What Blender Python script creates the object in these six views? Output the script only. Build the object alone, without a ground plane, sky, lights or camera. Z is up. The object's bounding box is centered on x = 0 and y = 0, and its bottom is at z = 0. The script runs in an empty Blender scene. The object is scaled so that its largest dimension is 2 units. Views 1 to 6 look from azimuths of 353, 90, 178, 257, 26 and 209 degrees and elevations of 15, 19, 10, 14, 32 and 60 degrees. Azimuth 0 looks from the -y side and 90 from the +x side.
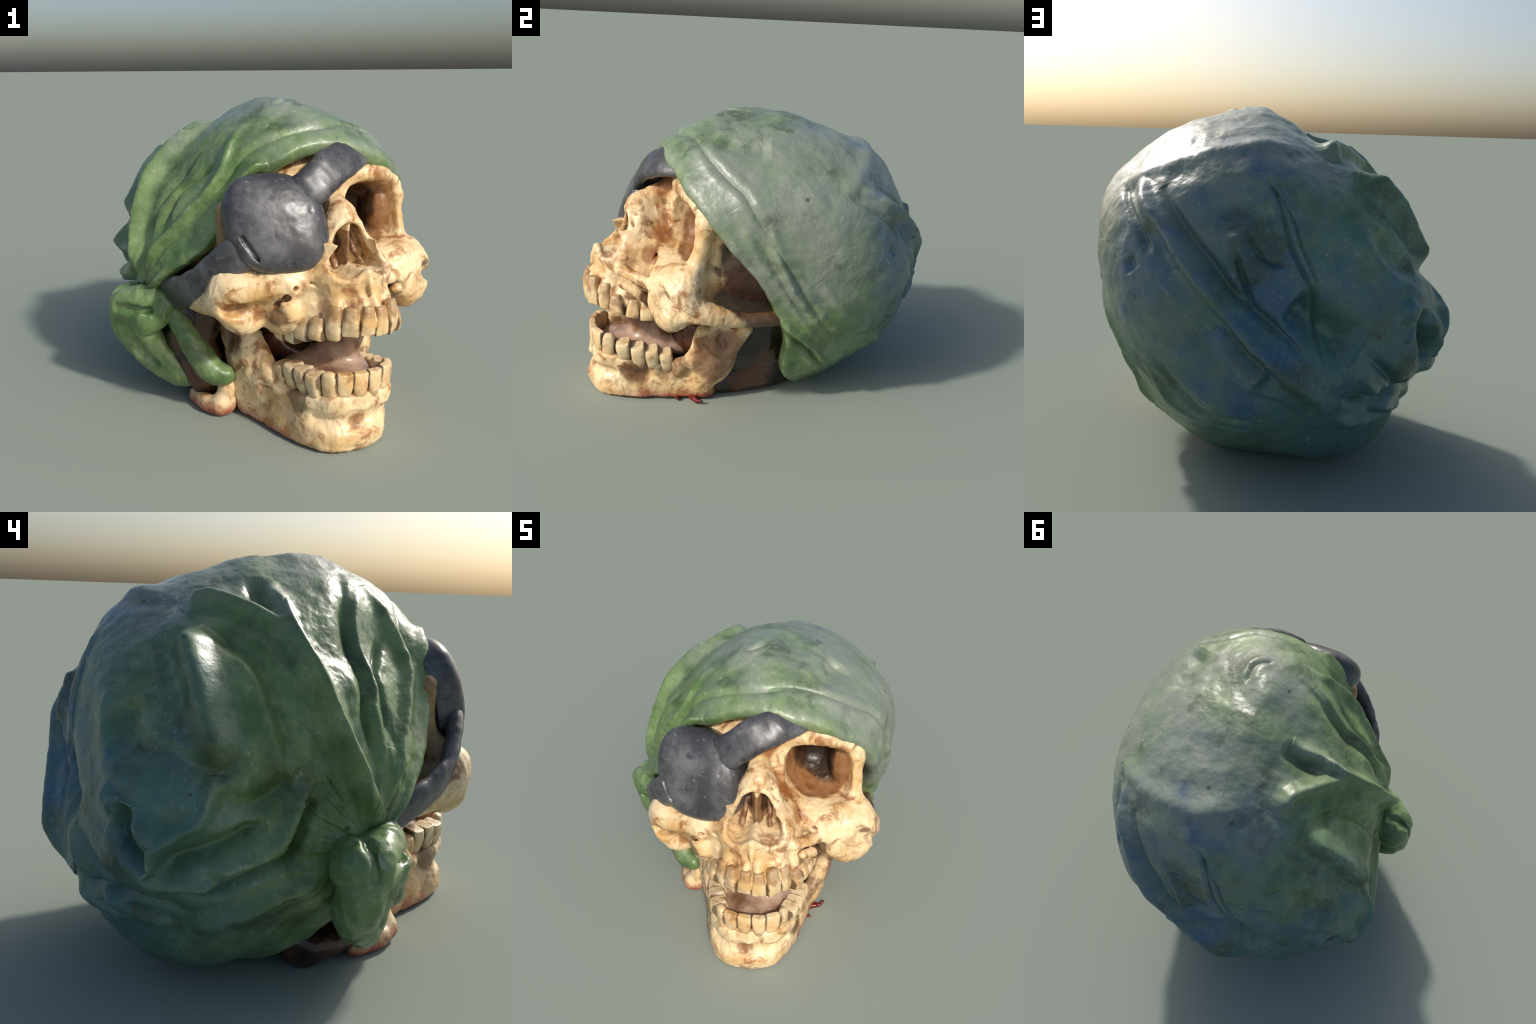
"""Weathered resin skull wearing a knotted green head scarf and a black eye patch.

Everything is modelled in a "head frame": a = to the skull's left, f = forwards
(out of the face), z = up.  hw() turns head coordinates into world coordinates.
Bone is sculpted as implicit solids (ellipsoids, swept capsules, hollows) that are
blended together and meshed; the scarf is a lofted radial shell with fold curves.
"""
import bpy, math
import numpy as np

rng = np.random.default_rng(7)
YAW = math.radians(18.4)
LAT = np.array([math.cos(YAW), math.sin(YAW), 0.0])
FWD = np.array([math.sin(YAW), -math.cos(YAW), 0.0])
MID = 0.095


def hw(p):
    p = np.asarray(p, float)
    return (p[..., :1] + MID) * LAT + p[..., 1:2] * FWD + p[..., 2:3] * np.array([0, 0, 1.0])


def wh(p):
    return np.stack([p @ LAT - MID, p @ FWD, p[..., 2]], -1)


# ------------------------------------------------------------------ noise
_perm = np.random.default_rng(11).permutation(512).astype(np.int64)
_grad = np.random.default_rng(12).normal(size=(512, 3))
_grad /= np.linalg.norm(_grad, axis=1)[:, None]


def perlin(p):
    i = np.floor(p).astype(np.int64)
    f = p - i
    u = f * f * f * (f * (f * 6 - 15) + 10)
    out = 0
    for dx in (0, 1):
        for dy in (0, 1):
            for dz in (0, 1):
                h = _perm[(_perm[(_perm[(i[:, 0] + dx) & 511] + i[:, 1] + dy) & 511] + i[:, 2] + dz) & 511]
                g = _grad[h]
                d = g[:, 0] * (f[:, 0] - dx) + g[:, 1] * (f[:, 1] - dy) + g[:, 2] * (f[:, 2] - dz)
                w = (u[:, 0] if dx else 1 - u[:, 0]) * (u[:, 1] if dy else 1 - u[:, 1]) * (u[:, 2] if dz else 1 - u[:, 2])
                out = out + w * d
    return out


def fbm(p, freq, octaves=3, gain=0.5):
    s, a = 0, 1.0
    for o in range(octaves):
        s = s + a * perlin(p * freq * 2 ** o + 17.3 * o)
        a *= gain
    return s


# ------------------------------------------------------------------ implicit modelling
def smin(a, b, k):
    h = np.clip(0.5 + 0.5 * (b - a) / k, 0, 1)
    return b + (a - b) * h - k * h * (1 - h)


def ball(c, r, tilt=None):
    """ellipsoid; tilt = (axis letter, degrees)"""
    c, r = np.array(c, float), np.array(r, float)
    if tilt:
        ax, dg = tilt
        t = math.radians(dg)
        i, j = {'a': (1, 2), 'f': (2, 0), 'z': (0, 1)}[ax]
        M = np.eye(3)
        M[i, i] = M[j, j] = math.cos(t)
        M[i, j], M[j, i] = math.sin(t), -math.sin(t)
    else:
        M = np.eye(3)

    def fn(a, f, z):
        q = [a - c[0], f - c[1], z - c[2]]
        if tilt:
            q = [M[n, 0] * q[0] + M[n, 1] * q[1] + M[n, 2] * q[2] for n in range(3)]
        k0 = np.sqrt(sum((q[n] / r[n]) ** 2 for n in range(3)))
        k1 = np.sqrt(sum((q[n] / r[n] ** 2) ** 2 for n in range(3))) + 1e-9
        return k0 * (k0 - 1) / k1
    e = r.max() if tilt else r
    return fn, c - e, c + e


def spline(P, n=8):
    P = np.asarray(P, float)
    if len(P) < 3:
        return P
    Q = np.vstack([2 * P[0] - P[1], P, 2 * P[-1] - P[-2]])
    out = []
    for i in range(len(P) - 1):
        p0, p1, p2, p3 = Q[i:i + 4]
        for t in np.linspace(0, 1, n, endpoint=False):
            out.append(.5 * (2 * p1 + (p2 - p0) * t + (2 * p0 - 5 * p1 + 4 * p2 - p3) * t * t + (3 * p1 - p0 - 3 * p2 + p3) * t ** 3))
    out.append(P[-1])
    return np.array(out)


def rod(P, n=4, flat=None):
    """swept round rod through (a, f, z, radius) control points; flat = (axis index, factor) squashes it"""
    S = spline(P, n)

    def fn(a, f, z):
        best = None
        for s, e in zip(S[:-1], S[1:]):
            v = e[:3] - s[:3]
            L = v @ v + 1e-12
            q = (a - s[0], f - s[1], z - s[2])
            t = np.clip((q[0] * v[0] + q[1] * v[1] + q[2] * v[2]) / L, 0, 1)
            d = np.sqrt((q[0] - t * v[0]) ** 2 + (q[1] - t * v[1]) ** 2 + (q[2] - t * v[2]) ** 2) - (s[3] + t * (e[3] - s[3]))
            best = d if best is None else np.minimum(best, d)
        return best
    r = S[:, 3].max()
    return fn, S[:, :3].min(0) - r, S[:, :3].max(0) + r


class Solid:
    def __init__(self, lo, hi, h):
        self.h = h
        self.lo = np.array(lo, float)
        self.n = np.ceil((np.array(hi) - lo) / h).astype(int) + 1
        self.ax = [(self.lo[i] + h * np.arange(self.n[i])).astype(np.float32) for i in range(3)]
        self.D = np.full(self.n, 9.0, np.float32)

    def _one(self, prim, k, op, flip):
        fn, lo, hi = prim
        if flip:
            lo, hi = np.array([-hi[0], lo[1], lo[2]]), np.array([-lo[0], hi[1], hi[2]])
        m = k + 3 * self.h
        i0 = np.clip(((lo - m - self.lo) / self.h).astype(int), 0, self.n)
        i1 = np.clip(((hi + m - self.lo) / self.h).astype(int) + 2, 0, self.n)
        if (i1 <= i0).any():
            return
        sl = tuple(slice(i0[i], i1[i]) for i in range(3))
        a = self.ax[0][sl[0]][:, None, None]
        f = self.ax[1][sl[1]][None, :, None]
        z = self.ax[2][sl[2]][None, None, :]
        d = fn(-a if flip else a, f, z)
        B = self.D[sl]
        if op == 'add':
            self.D[sl] = smin(B, d, k) if k > 0 else np.minimum(B, d)
        else:
            self.D[sl] = -smin(-B, d, k) if k > 0 else np.maximum(B, -d)

    def add(self, prim, k=.03, both=False, flip=False):
        self._one(prim, k, 'add', flip)
        if both:
            self._one(prim, k, 'add', not flip)

    def cut(self, prim, k=.02, both=False, flip=False):
        self._one(prim, k, 'cut', flip)
        if both:
            self._one(prim, k, 'cut', not flip)

    def mesh(self):
        """naive surface nets -> vertices (head frame), quads"""
        D, n, h = self.D, self.n, self.h
        D[0], D[-1] = 1, 1
        D[:, 0], D[:, -1] = 1, 1
        D[:, :, 0], D[:, :, -1] = 1, 1
        ins = D < 0
        c = np.zeros(n - 1, np.int8)
        for dx in (0, 1):
            for dy in (0, 1):
                for dz in (0, 1):
                    c += ins[dx:n[0] - 1 + dx, dy:n[1] - 1 + dy, dz:n[2] - 1 + dz]
        act = (c > 0) & (c < 8)
        I = np.argwhere(act)
        idx = np.full(n - 1, -1, np.int64)
        idx[act] = np.arange(len(I))
        acc = np.zeros((len(I), 3))
        cnt = np.zeros(len(I))
        corner = lambda o: D[I[:, 0] + o[0], I[:, 1] + o[1], I[:, 2] + o[2]].astype(float)
        for axis in range(3):
            o1, o2 = [i for i in range(3) if i != axis]
            for u in (0, 1):
                for v in (0, 1):
                    A = [0, 0, 0]
                    A[o1], A[o2] = u, v
                    B = list(A)
                    B[axis] = 1
                    da, db = corner(A), corner(B)
                    x = (da < 0) != (db < 0)
                    t = np.where(x, da / np.where(x, da - db, 1), 0)
                    p = np.zeros((len(I), 3))
                    p[:, o1], p[:, o2], p[:, axis] = u, v, t
                    acc += p * x[:, None]
                    cnt += x
        V = self.lo + h * (I + acc / cnt[:, None])
        quads = []
        for axis in range(3):
            o1, o2 = (axis + 1) % 3, (axis + 2) % 3
            s0 = [slice(None)] * 3
            s1 = [slice(None)] * 3
            s0[axis], s1[axis] = slice(0, -1), slice(1, None)
            x = ins[tuple(s0)] != ins[tuple(s1)]
            E = np.argwhere(x)
            E = E[(E[:, o1] > 0) & (E[:, o2] > 0)]
            neg = ins[E[:, 0], E[:, 1], E[:, 2]]
            q = []
            for u, v in ((1, 1), (0, 1), (0, 0), (1, 0)):
                J = E.copy()
                J[:, o1] -= u
                J[:, o2] -= v
                q.append(idx[J[:, 0], J[:, 1], J[:, 2]])
            q = np.stack(q, 1)
            q[~neg] = q[~neg][:, ::-1]
            quads.append(q)
        return V, np.vstack(quads)


def normals(V, Q):
    n = np.cross(V[Q[:, 2]] - V[Q[:, 0]], V[Q[:, 3]] - V[Q[:, 1]])
    N = np.zeros_like(V)
    for k in range(4):
        for c in range(3):
            N[:, c] += np.bincount(Q[:, k], n[:, c], len(V))
    return N / (np.linalg.norm(N, axis=1)[:, None] + 1e-12)


def relax(V, Q, it=2, w=.5):
    for _ in range(it):
        S = np.zeros_like(V)
        C = np.zeros(len(V))
        for k in range(4):
            A, B = Q[:, k], Q[:, (k + 1) % 4]
            for c in range(3):
                S[:, c] += np.bincount(A, V[B, c], len(V)) + np.bincount(B, V[A, c], len(V))
            C += np.bincount(A, minlength=len(V)) + np.bincount(B, minlength=len(V))
        V = V + w * (S / np.maximum(C, 1)[:, None] - V)
    return V


# ------------------------------------------------------------------ scene helpers
scene = bpy.context.scene
top = bpy.data.objects.new("pirate_skull", None)
top.empty_display_size = .2
scene.collection.objects.link(top)
top["label"] = "grinning bone skull with green knotted head scarf and black eye patch"
top["category"] = "skull ornament"


def build_mesh(name, V, Q, mat, nrm=None):
    me = bpy.data.meshes.new(name)
    Q = np.asarray(Q, np.int32)
    me.vertices.add(len(V))
    me.vertices.foreach_set("co", np.asarray(V, np.float32).ravel())
    k = Q.shape[1]
    me.loops.add(Q.size)
    me.loops.foreach_set("vertex_index", Q.ravel())
    me.polygons.add(len(Q))
    me.polygons.foreach_set("loop_start", np.arange(0, Q.size, k, dtype=np.int32))
    me.update(calc_edges=True)
    me.polygons.foreach_set("use_smooth", np.ones(len(Q), bool))
    if mat:
        me.materials.append(mat)
    if nrm is not None:
        me.normals_split_custom_set_from_vertices(np.asarray(nrm, float).tolist())
    me.update()
    return me


def add_object(name, me, parent=top):
    ob = bpy.data.objects.new(name, me)
    scene.collection.objects.link(ob)
    ob.parent = parent
    return ob


def split_regions(V, Q, N, region, names, mats):
    """separate one smooth skin into named parts whose border vertices coincide"""
    fr = region[Q[:, 0]]
    obs = []
    for r, (nm, mt) in enumerate(zip(names, mats)):
        q = Q[fr == r]
        if not len(q):
            continue
        used, inv = np.unique(q, return_inverse=True)
        obs.append(add_object(nm, build_mesh(nm, V[used], inv.reshape(q.shape), mt, N[used])))
    return obs


# ------------------------------------------------------------------ materials
class Nodes:
    def __init__(self, name):
        self.m = bpy.data.materials.new(name)
        self.m.use_nodes = True
        self.t = self.m.node_tree
        self.b = self.t.nodes["Principled BSDF"]
        self.co = self.t.nodes.new("ShaderNodeTexCoord").outputs["Object"]

    def n(self, kind, **kw):
        nd = self.t.nodes.new("ShaderNode" + kind)
        for k, v in kw.items():
            setattr(nd, k, v)
        return nd

    def put(self, sock, v):
        if isinstance(v, bpy.types.NodeSocket):
            self.t.links.new(v, sock)
        elif isinstance(v, (tuple, list)) and len(v) == 3 and sock.type == 'RGBA':
            sock.default_value = (*v, 1)
        else:
            sock.default_value = v

    def noise(self, scale, detail=4, rough=.6, vec=None, dist=0):
        nd = self.n("TexNoise")
        self.put(nd.inputs["Vector"], vec or self.co)
        nd.inputs["Scale"].default_value = scale
        nd.inputs["Detail"].default_value = detail
        nd.inputs["Roughness"].default_value = rough
        nd.inputs["Distortion"].default_value = dist
        return nd.outputs["Fac"]

    def scaled(self, v, loc=(0, 0, 0)):
        nd = self.n("Mapping")
        self.put(nd.inputs["Vector"], self.co)
        nd.inputs["Scale"].default_value = v
        nd.inputs["Location"].default_value = loc
        return nd.outputs["Vector"]

    def ramp(self, fac, lo, hi):
        nd = self.n("MapRange", interpolation_type='SMOOTHSTEP')
        self.put(nd.inputs["Value"], fac)
        nd.inputs["From Min"].default_value = lo
        nd.inputs["From Max"].default_value = hi
        return nd.outputs["Result"]

    def math(self, op, a, b=0.0):
        nd = self.n("Math", operation=op)
        self.put(nd.inputs[0], a)
        self.put(nd.inputs[1], b)
        return nd.outputs[0]

    def mix(self, fac, a, b, blend='MIX'):
        nd = self.n("Mix", data_type='RGBA', blend_type=blend)
        self.put(nd.inputs[0], fac)
        self.put(nd.inputs[6], a)
        self.put(nd.inputs[7], b)
        return nd.outputs[2]

    def near(self, head, r0, r1):
        """1 near a place given in the head frame, fading out between r0 and r1"""
        nd = self.n("VectorMath", operation='DISTANCE')
        self.put(nd.inputs[0], self.co)
        nd.inputs[1].default_value = tuple(hw(head))
        return self.ramp(nd.outputs["Value"], r1, r0)

    def bump(self, fac, strength=.3, dist=.01):
        nd = self.n("Bump")
        nd.inputs["Strength"].default_value = strength
        nd.inputs["Distance"].default_value = dist
        self.put(nd.inputs["Height"], fac)
        self.t.links.new(nd.outputs["Normal"], self.b.inputs["Normal"])

    def done(self, col, rough, spec=.5, coat=0.0):
        self.put(self.b.inputs["Base Color"], col)
        self.put(self.b.inputs["Roughness"], rough)
        self.b.inputs["Specular IOR Level"].default_value = spec
        self.b.inputs["Coat Weight"].default_value = coat
        self.b.inputs["Coat Roughness"].default_value = .25
        return self.m


def srgb(r, g, b):
    return tuple((c / 255 / 12.92) if c / 255 <= .04045 else ((c / 255 + .055) / 1.055) ** 2.4 for c in (r, g, b))


def bone_material(name, light=srgb(243, 218, 174), stain=1.0, dark_places=(), red=0.0, world=False, grime=False):
    k = Nodes(name)
    if world:
        k.co = k.n("NewGeometry").outputs["Position"]
    col = k.mix(k.ramp(k.noise(5, 5), .35, .7), light, srgb(214, 172, 112))
    wash = k.noise(11, 6, .65, dist=.6)
    col = k.mix(k.math('MULTIPLY', k.ramp(wash, .48, .66), .85 * stain), col, srgb(150, 92, 44))
    fine = k.noise(38, 4, .7)
    # brown antiquing wash that was wiped off the high spots and stayed in the grain
    geo = k.n("NewGeometry")
    low = k.math('ADD', geo.outputs["Pointiness"], k.math('MULTIPLY', k.math('SUBTRACT', k.noise(9, 4, .6), .5), .12))
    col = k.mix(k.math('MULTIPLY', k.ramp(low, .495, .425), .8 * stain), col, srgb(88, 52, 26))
    col = k.mix(k.math('MULTIPLY', k.ramp(fine, .64, .76), .3 * stain), col, srgb(112, 70, 36))
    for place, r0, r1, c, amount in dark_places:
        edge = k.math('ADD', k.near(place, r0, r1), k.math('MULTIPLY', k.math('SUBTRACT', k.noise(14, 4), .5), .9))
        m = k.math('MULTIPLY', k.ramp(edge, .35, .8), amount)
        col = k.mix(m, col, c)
    speck = k.n("TexVoronoi")
    k.put(speck.inputs["Vector"], k.co)
    speck.inputs["Scale"].default_value = 26
    spots = k.math('MULTIPLY', k.ramp(speck.outputs["Distance"], .13, .07), k.ramp(k.noise(7, 2), .5, .6))
    col = k.mix(k.math('MULTIPLY', spots, .8), col, srgb(52, 38, 26))
    if grime:      # dark dirt packed between neighbouring teeth and along the gum
        loc = k.n("SeparateXYZ")
        k.put(loc.inputs[0], k.n("TexCoord").outputs["Object"])
        gap = k.math('ADD', k.math('ABSOLUTE', loc.outputs["X"]), k.math('MULTIPLY', k.math('SUBTRACT', k.noise(24, 4), .5), .16))
        root = k.math('ADD', loc.outputs["Z"], k.math('MULTIPLY', k.math('SUBTRACT', k.noise(15, 4), .5), .6))
        col = k.mix(k.math('MULTIPLY', k.ramp(gap, .36, .46), .85), col, srgb(58, 38, 24))
        col = k.mix(k.math('MULTIPLY', k.ramp(root, .7, 1.1), .5), col, srgb(124, 82, 44))
    if red:
        sep = k.n("SeparateXYZ")
        k.put(sep.inputs[0], k.co)
        rim = k.math('ADD', sep.outputs["Z"], k.math('MULTIPLY', k.math('SUBTRACT', k.noise(9, 4), .5), .16))
        back = k.n("VectorMath", operation='DOT_PRODUCT')
        k.put(back.inputs[0], k.co)
        back.inputs[1].default_value = tuple(FWD)
        where = k.ramp(back.outputs["Value"], .95, .70)
        col = k.mix(k.math('MULTIPLY', k.math('MULTIPLY', k.ramp(rim, .10, .0), where), red), col, srgb(150, 44, 28))
    k.bump(k.math('ADD', k.math('MULTIPLY', wash, .6), k.math('MULTIPLY', fine, .4)), .45, .012)
    return k.done(col, k.math('ADD', .28, k.math('MULTIPLY', fine, .25)), .5, .15)


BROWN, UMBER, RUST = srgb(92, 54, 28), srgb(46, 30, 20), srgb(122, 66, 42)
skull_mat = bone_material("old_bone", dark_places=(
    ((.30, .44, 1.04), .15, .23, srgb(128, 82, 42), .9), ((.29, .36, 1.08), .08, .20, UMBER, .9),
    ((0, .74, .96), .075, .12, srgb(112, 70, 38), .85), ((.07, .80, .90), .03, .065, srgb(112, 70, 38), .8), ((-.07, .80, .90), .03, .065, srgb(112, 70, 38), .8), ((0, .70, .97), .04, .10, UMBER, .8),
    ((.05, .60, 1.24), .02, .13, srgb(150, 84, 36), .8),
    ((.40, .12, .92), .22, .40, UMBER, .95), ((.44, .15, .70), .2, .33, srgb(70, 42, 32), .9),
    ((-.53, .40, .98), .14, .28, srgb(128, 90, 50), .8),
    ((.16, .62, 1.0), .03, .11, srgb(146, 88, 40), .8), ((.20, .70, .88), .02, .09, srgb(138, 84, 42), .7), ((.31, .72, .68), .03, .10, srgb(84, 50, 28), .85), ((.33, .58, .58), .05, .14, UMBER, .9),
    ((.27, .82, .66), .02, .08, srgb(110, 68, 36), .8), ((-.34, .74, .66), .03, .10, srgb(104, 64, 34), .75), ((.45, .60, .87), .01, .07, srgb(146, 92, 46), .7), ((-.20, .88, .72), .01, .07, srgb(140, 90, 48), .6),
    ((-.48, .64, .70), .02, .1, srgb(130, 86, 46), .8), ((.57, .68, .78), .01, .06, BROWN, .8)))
jaw_mat = bone_material("jaw_bone", dark_places=(
    ((-.06, .96, .16), .02, .10, srgb(130, 84, 44), .7), ((.22, .80, .20), .04, .14, srgb(96, 56, 34), .8), ((-.27, .80, .24), .04, .12, srgb(104, 66, 38), .7),
    ((.30, .62, .24), .05, .20, srgb(78, 46, 30), .6), ((.46, .35, .30), .1, .3, RUST, .75), ((-.46, .36, .45), .05, .2, BROWN, .8)), red=.9)
tooth_mat = bone_material("tooth_enamel", light=srgb(236, 214, 172), stain=.7, world=True, grime=True)


def dark_material():
    k = Nodes("dark_resin")
    col = k.mix(k.ramp(k.noise(4, 4), .45, .65), srgb(30, 22, 18), srgb(82, 48, 34))
    k.bump(k.noise(30, 4), .3, .01)
    return k.done(col, .2, .5, .3)


def tongue_material():
    k = Nodes("mouth_floor")
    col = k.mix(k.ramp(k.noise(6, 4), .4, .65), srgb(190, 160, 138), srgb(128, 92, 68))
    k.bump(k.noise(20, 4), .2, .01)
    return k.done(col, .25, .5, .2)


def patch_material():
    k = Nodes("painted_leather")
    col = k.mix(k.ramp(k.noise(4, 5, .65), .38, .68), srgb(56, 56, 60), srgb(106, 106, 108))
    col = k.mix(k.math('MULTIPLY', k.ramp(k.noise(40, 4, .7), .62, .72), .7), col, srgb(150, 150, 150))
    col = k.mix(k.math('MULTIPLY', k.ramp(k.noise(18, 3), .62, .7), .6), col, srgb(30, 30, 34))
    k.bump(k.noise(22, 6, .7), .18, .008)
    return k.done(col, .34, .5, .1)


def cloth_material():
    k = Nodes("painted_cloth")
    mid = k.noise(7, 6, .65)
    def lean(v, scale, amount):
        """soft regional mask: position along v, broken up by noise"""
        nd = k.n("VectorMath", operation='DOT_PRODUCT')
        k.put(nd.inputs[0], k.co)
        nd.inputs[1].default_value = v
        return k.math('ADD', nd.outputs["Value"], k.math('MULTIPLY', k.math('SUBTRACT', k.noise(scale, 5, .6), .5), amount))
    col = k.mix(k.ramp(mid, .3, .72), srgb(82, 112, 62), srgb(130, 152, 100))
    # chalky grey wear over crown and left side, bluer green over the back
    col = k.mix(k.math('MULTIPLY', k.ramp(lean((.45, .35, .55), 3.0, 1.7), .45, 1.15), .8), col, srgb(140, 146, 138))
    col = k.mix(k.math('MULTIPLY', k.ramp(lean((-.22, .85, -.30), 3.4, 1.2), -.15, .75), .8), col, srgb(62, 102, 110))
    col = k.mix(k.math('MULTIPLY', k.ramp(lean((.05, .8, .25), 5.0, 2.0), .75, 1.35), .7), col, srgb(48, 88, 132))
    col = k.mix(k.math('MULTIPLY', k.ramp(k.noise(3.1, 5, .65, k.scaled((1, 1, 1), (3, 1, 7))), .52, .66), .7), col, srgb(66, 78, 54))
    chalk = k.noise(45, 5, .75)
    col = k.mix(k.math('MULTIPLY', k.math('MULTIPLY', k.ramp(chalk, .54, .72), k.ramp(mid, .42, .62)), .38), col, srgb(206, 212, 204))
    chip = k.n("TexVoronoi")
    k.put(chip.inputs["Vector"], k.co)
    chip.inputs["Scale"].default_value = 8
    edge = k.math('ADD', chip.outputs["Distance"], k.math('MULTIPLY', k.noise(40, 3), .10))
    col = k.mix(k.math('MULTIPLY', k.math('MULTIPLY', k.ramp(edge, .16, .12), k.ramp(k.noise(3, 2), .52, .58)), .75), col, srgb(62, 62, 50))
    # pale dry-brushed paint that caught on raised grain
    geo = k.n("NewGeometry")
    dry = k.math('ADD', geo.outputs["Pointiness"], k.math('MULTIPLY', k.math('SUBTRACT', k.noise(6, 5, .7), .5), .16))
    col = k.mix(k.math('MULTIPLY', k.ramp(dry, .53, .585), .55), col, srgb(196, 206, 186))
    k.bump(k.math('ADD', k.math('MULTIPLY', mid, .6), k.math('ADD', k.math('MULTIPLY', chalk, .3), k.math('MULTIPLY', k.noise(22, 3, .5), .35))), .38, .014)
    return k.done(col, k.math('ADD', .18, k.math('MULTIPLY', chalk, .32)), .5, .15)


dark_mat, tongue_mat, patch_mat, cloth_mat = dark_material(), tongue_material(), patch_material(), cloth_material()

# ------------------------------------------------------------------ scarf: radial shell about a centre
HUB = np.array([0.0, 0.1, 0.8])
# radius of the wrapped head on latitude rings (rows: elevation, columns: azimuth every 30 degrees from -y towards +x)
RING_EL = [-90, -75, -60, -45, -30, -15, 0, 15, 30, 45, 60, 75, 90]
RINGS = np.array([
    [.830, .830, .830, .830, .830, .830, .830, .830, .830, .830, .830, .830],
    [.820, .820, .830, .830, .840, .840, .840, .840, .830, .820, .810, .810],
    [.810, .810, .810, .810, .820, .830, .840, .880, .880, .850, .800, .800],
    [.820, .820, .790, .780, .790, .810, .840, .940, .940, .830, .800, .800],
    [.820, .830, .780, .720, .755, .835, .870, .910, .875, .795, .780, .790],
    [.830, .850, .800, .705, .775, .825, .855, .880, .920, .725, .750, .780],
    [.860, .870, .830, .745, .790, .870, .795, .830, .885, .685, .720, .760],
    [.880, .900, .880, .800, .835, .850, .800, .795, .805, .705, .690, .725],
    [.880, .920, .930, .870, .865, .855, .820, .810, .775, .710, .690, .730],
    [.885, .940, .925, .850, .825, .835, .840, .770, .770, .705, .675, .735],
    [.875, .910, .870, .835, .825, .820, .805, .760, .730, .705, .720, .795],
    [.860, .860, .840, .825, .810, .800, .795, .770, .760, .745, .760, .805],
    [.825, .825, .825, .825, .825, .825, .825, .825, .825, .825, .825, .825]])


def cr(p0, p1, p2, p3, t):
    return .5 * (2 * p1 + (p2 - p0) * t + (2 * p0 - 5 * p1 + 4 * p2 - p3) * t * t + (3 * p1 - p0 - 3 * p2 + p3) * t ** 3)


def ring_radius(U):
    az = np.degrees(np.arctan2(U[:, 0], -U[:, 1])) % 360 / 30
    el = (np.degrees(np.arcsin(np.clip(U[:, 2], -1, 1))) + 90) / 15
    i, j = np.floor(az).astype(int), np.clip(np.floor(el).astype(int), 0, 11)
    s, t = az - i, el - j
    rows = []
    for dj in (-1, 0, 1, 2):
        J = np.clip(j + dj, 0, 12)
        rows.append(cr(*[RINGS[J, (i + di) % 12] for di in (-1, 0, 1, 2)], s))
    return cr(*rows, t)


def direction(az, el):
    az, el = np.radians(az), np.radians(el)
    return np.stack([np.sin(az) * np.cos(el), -np.cos(az) * np.cos(el), np.sin(el)], -1)


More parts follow.
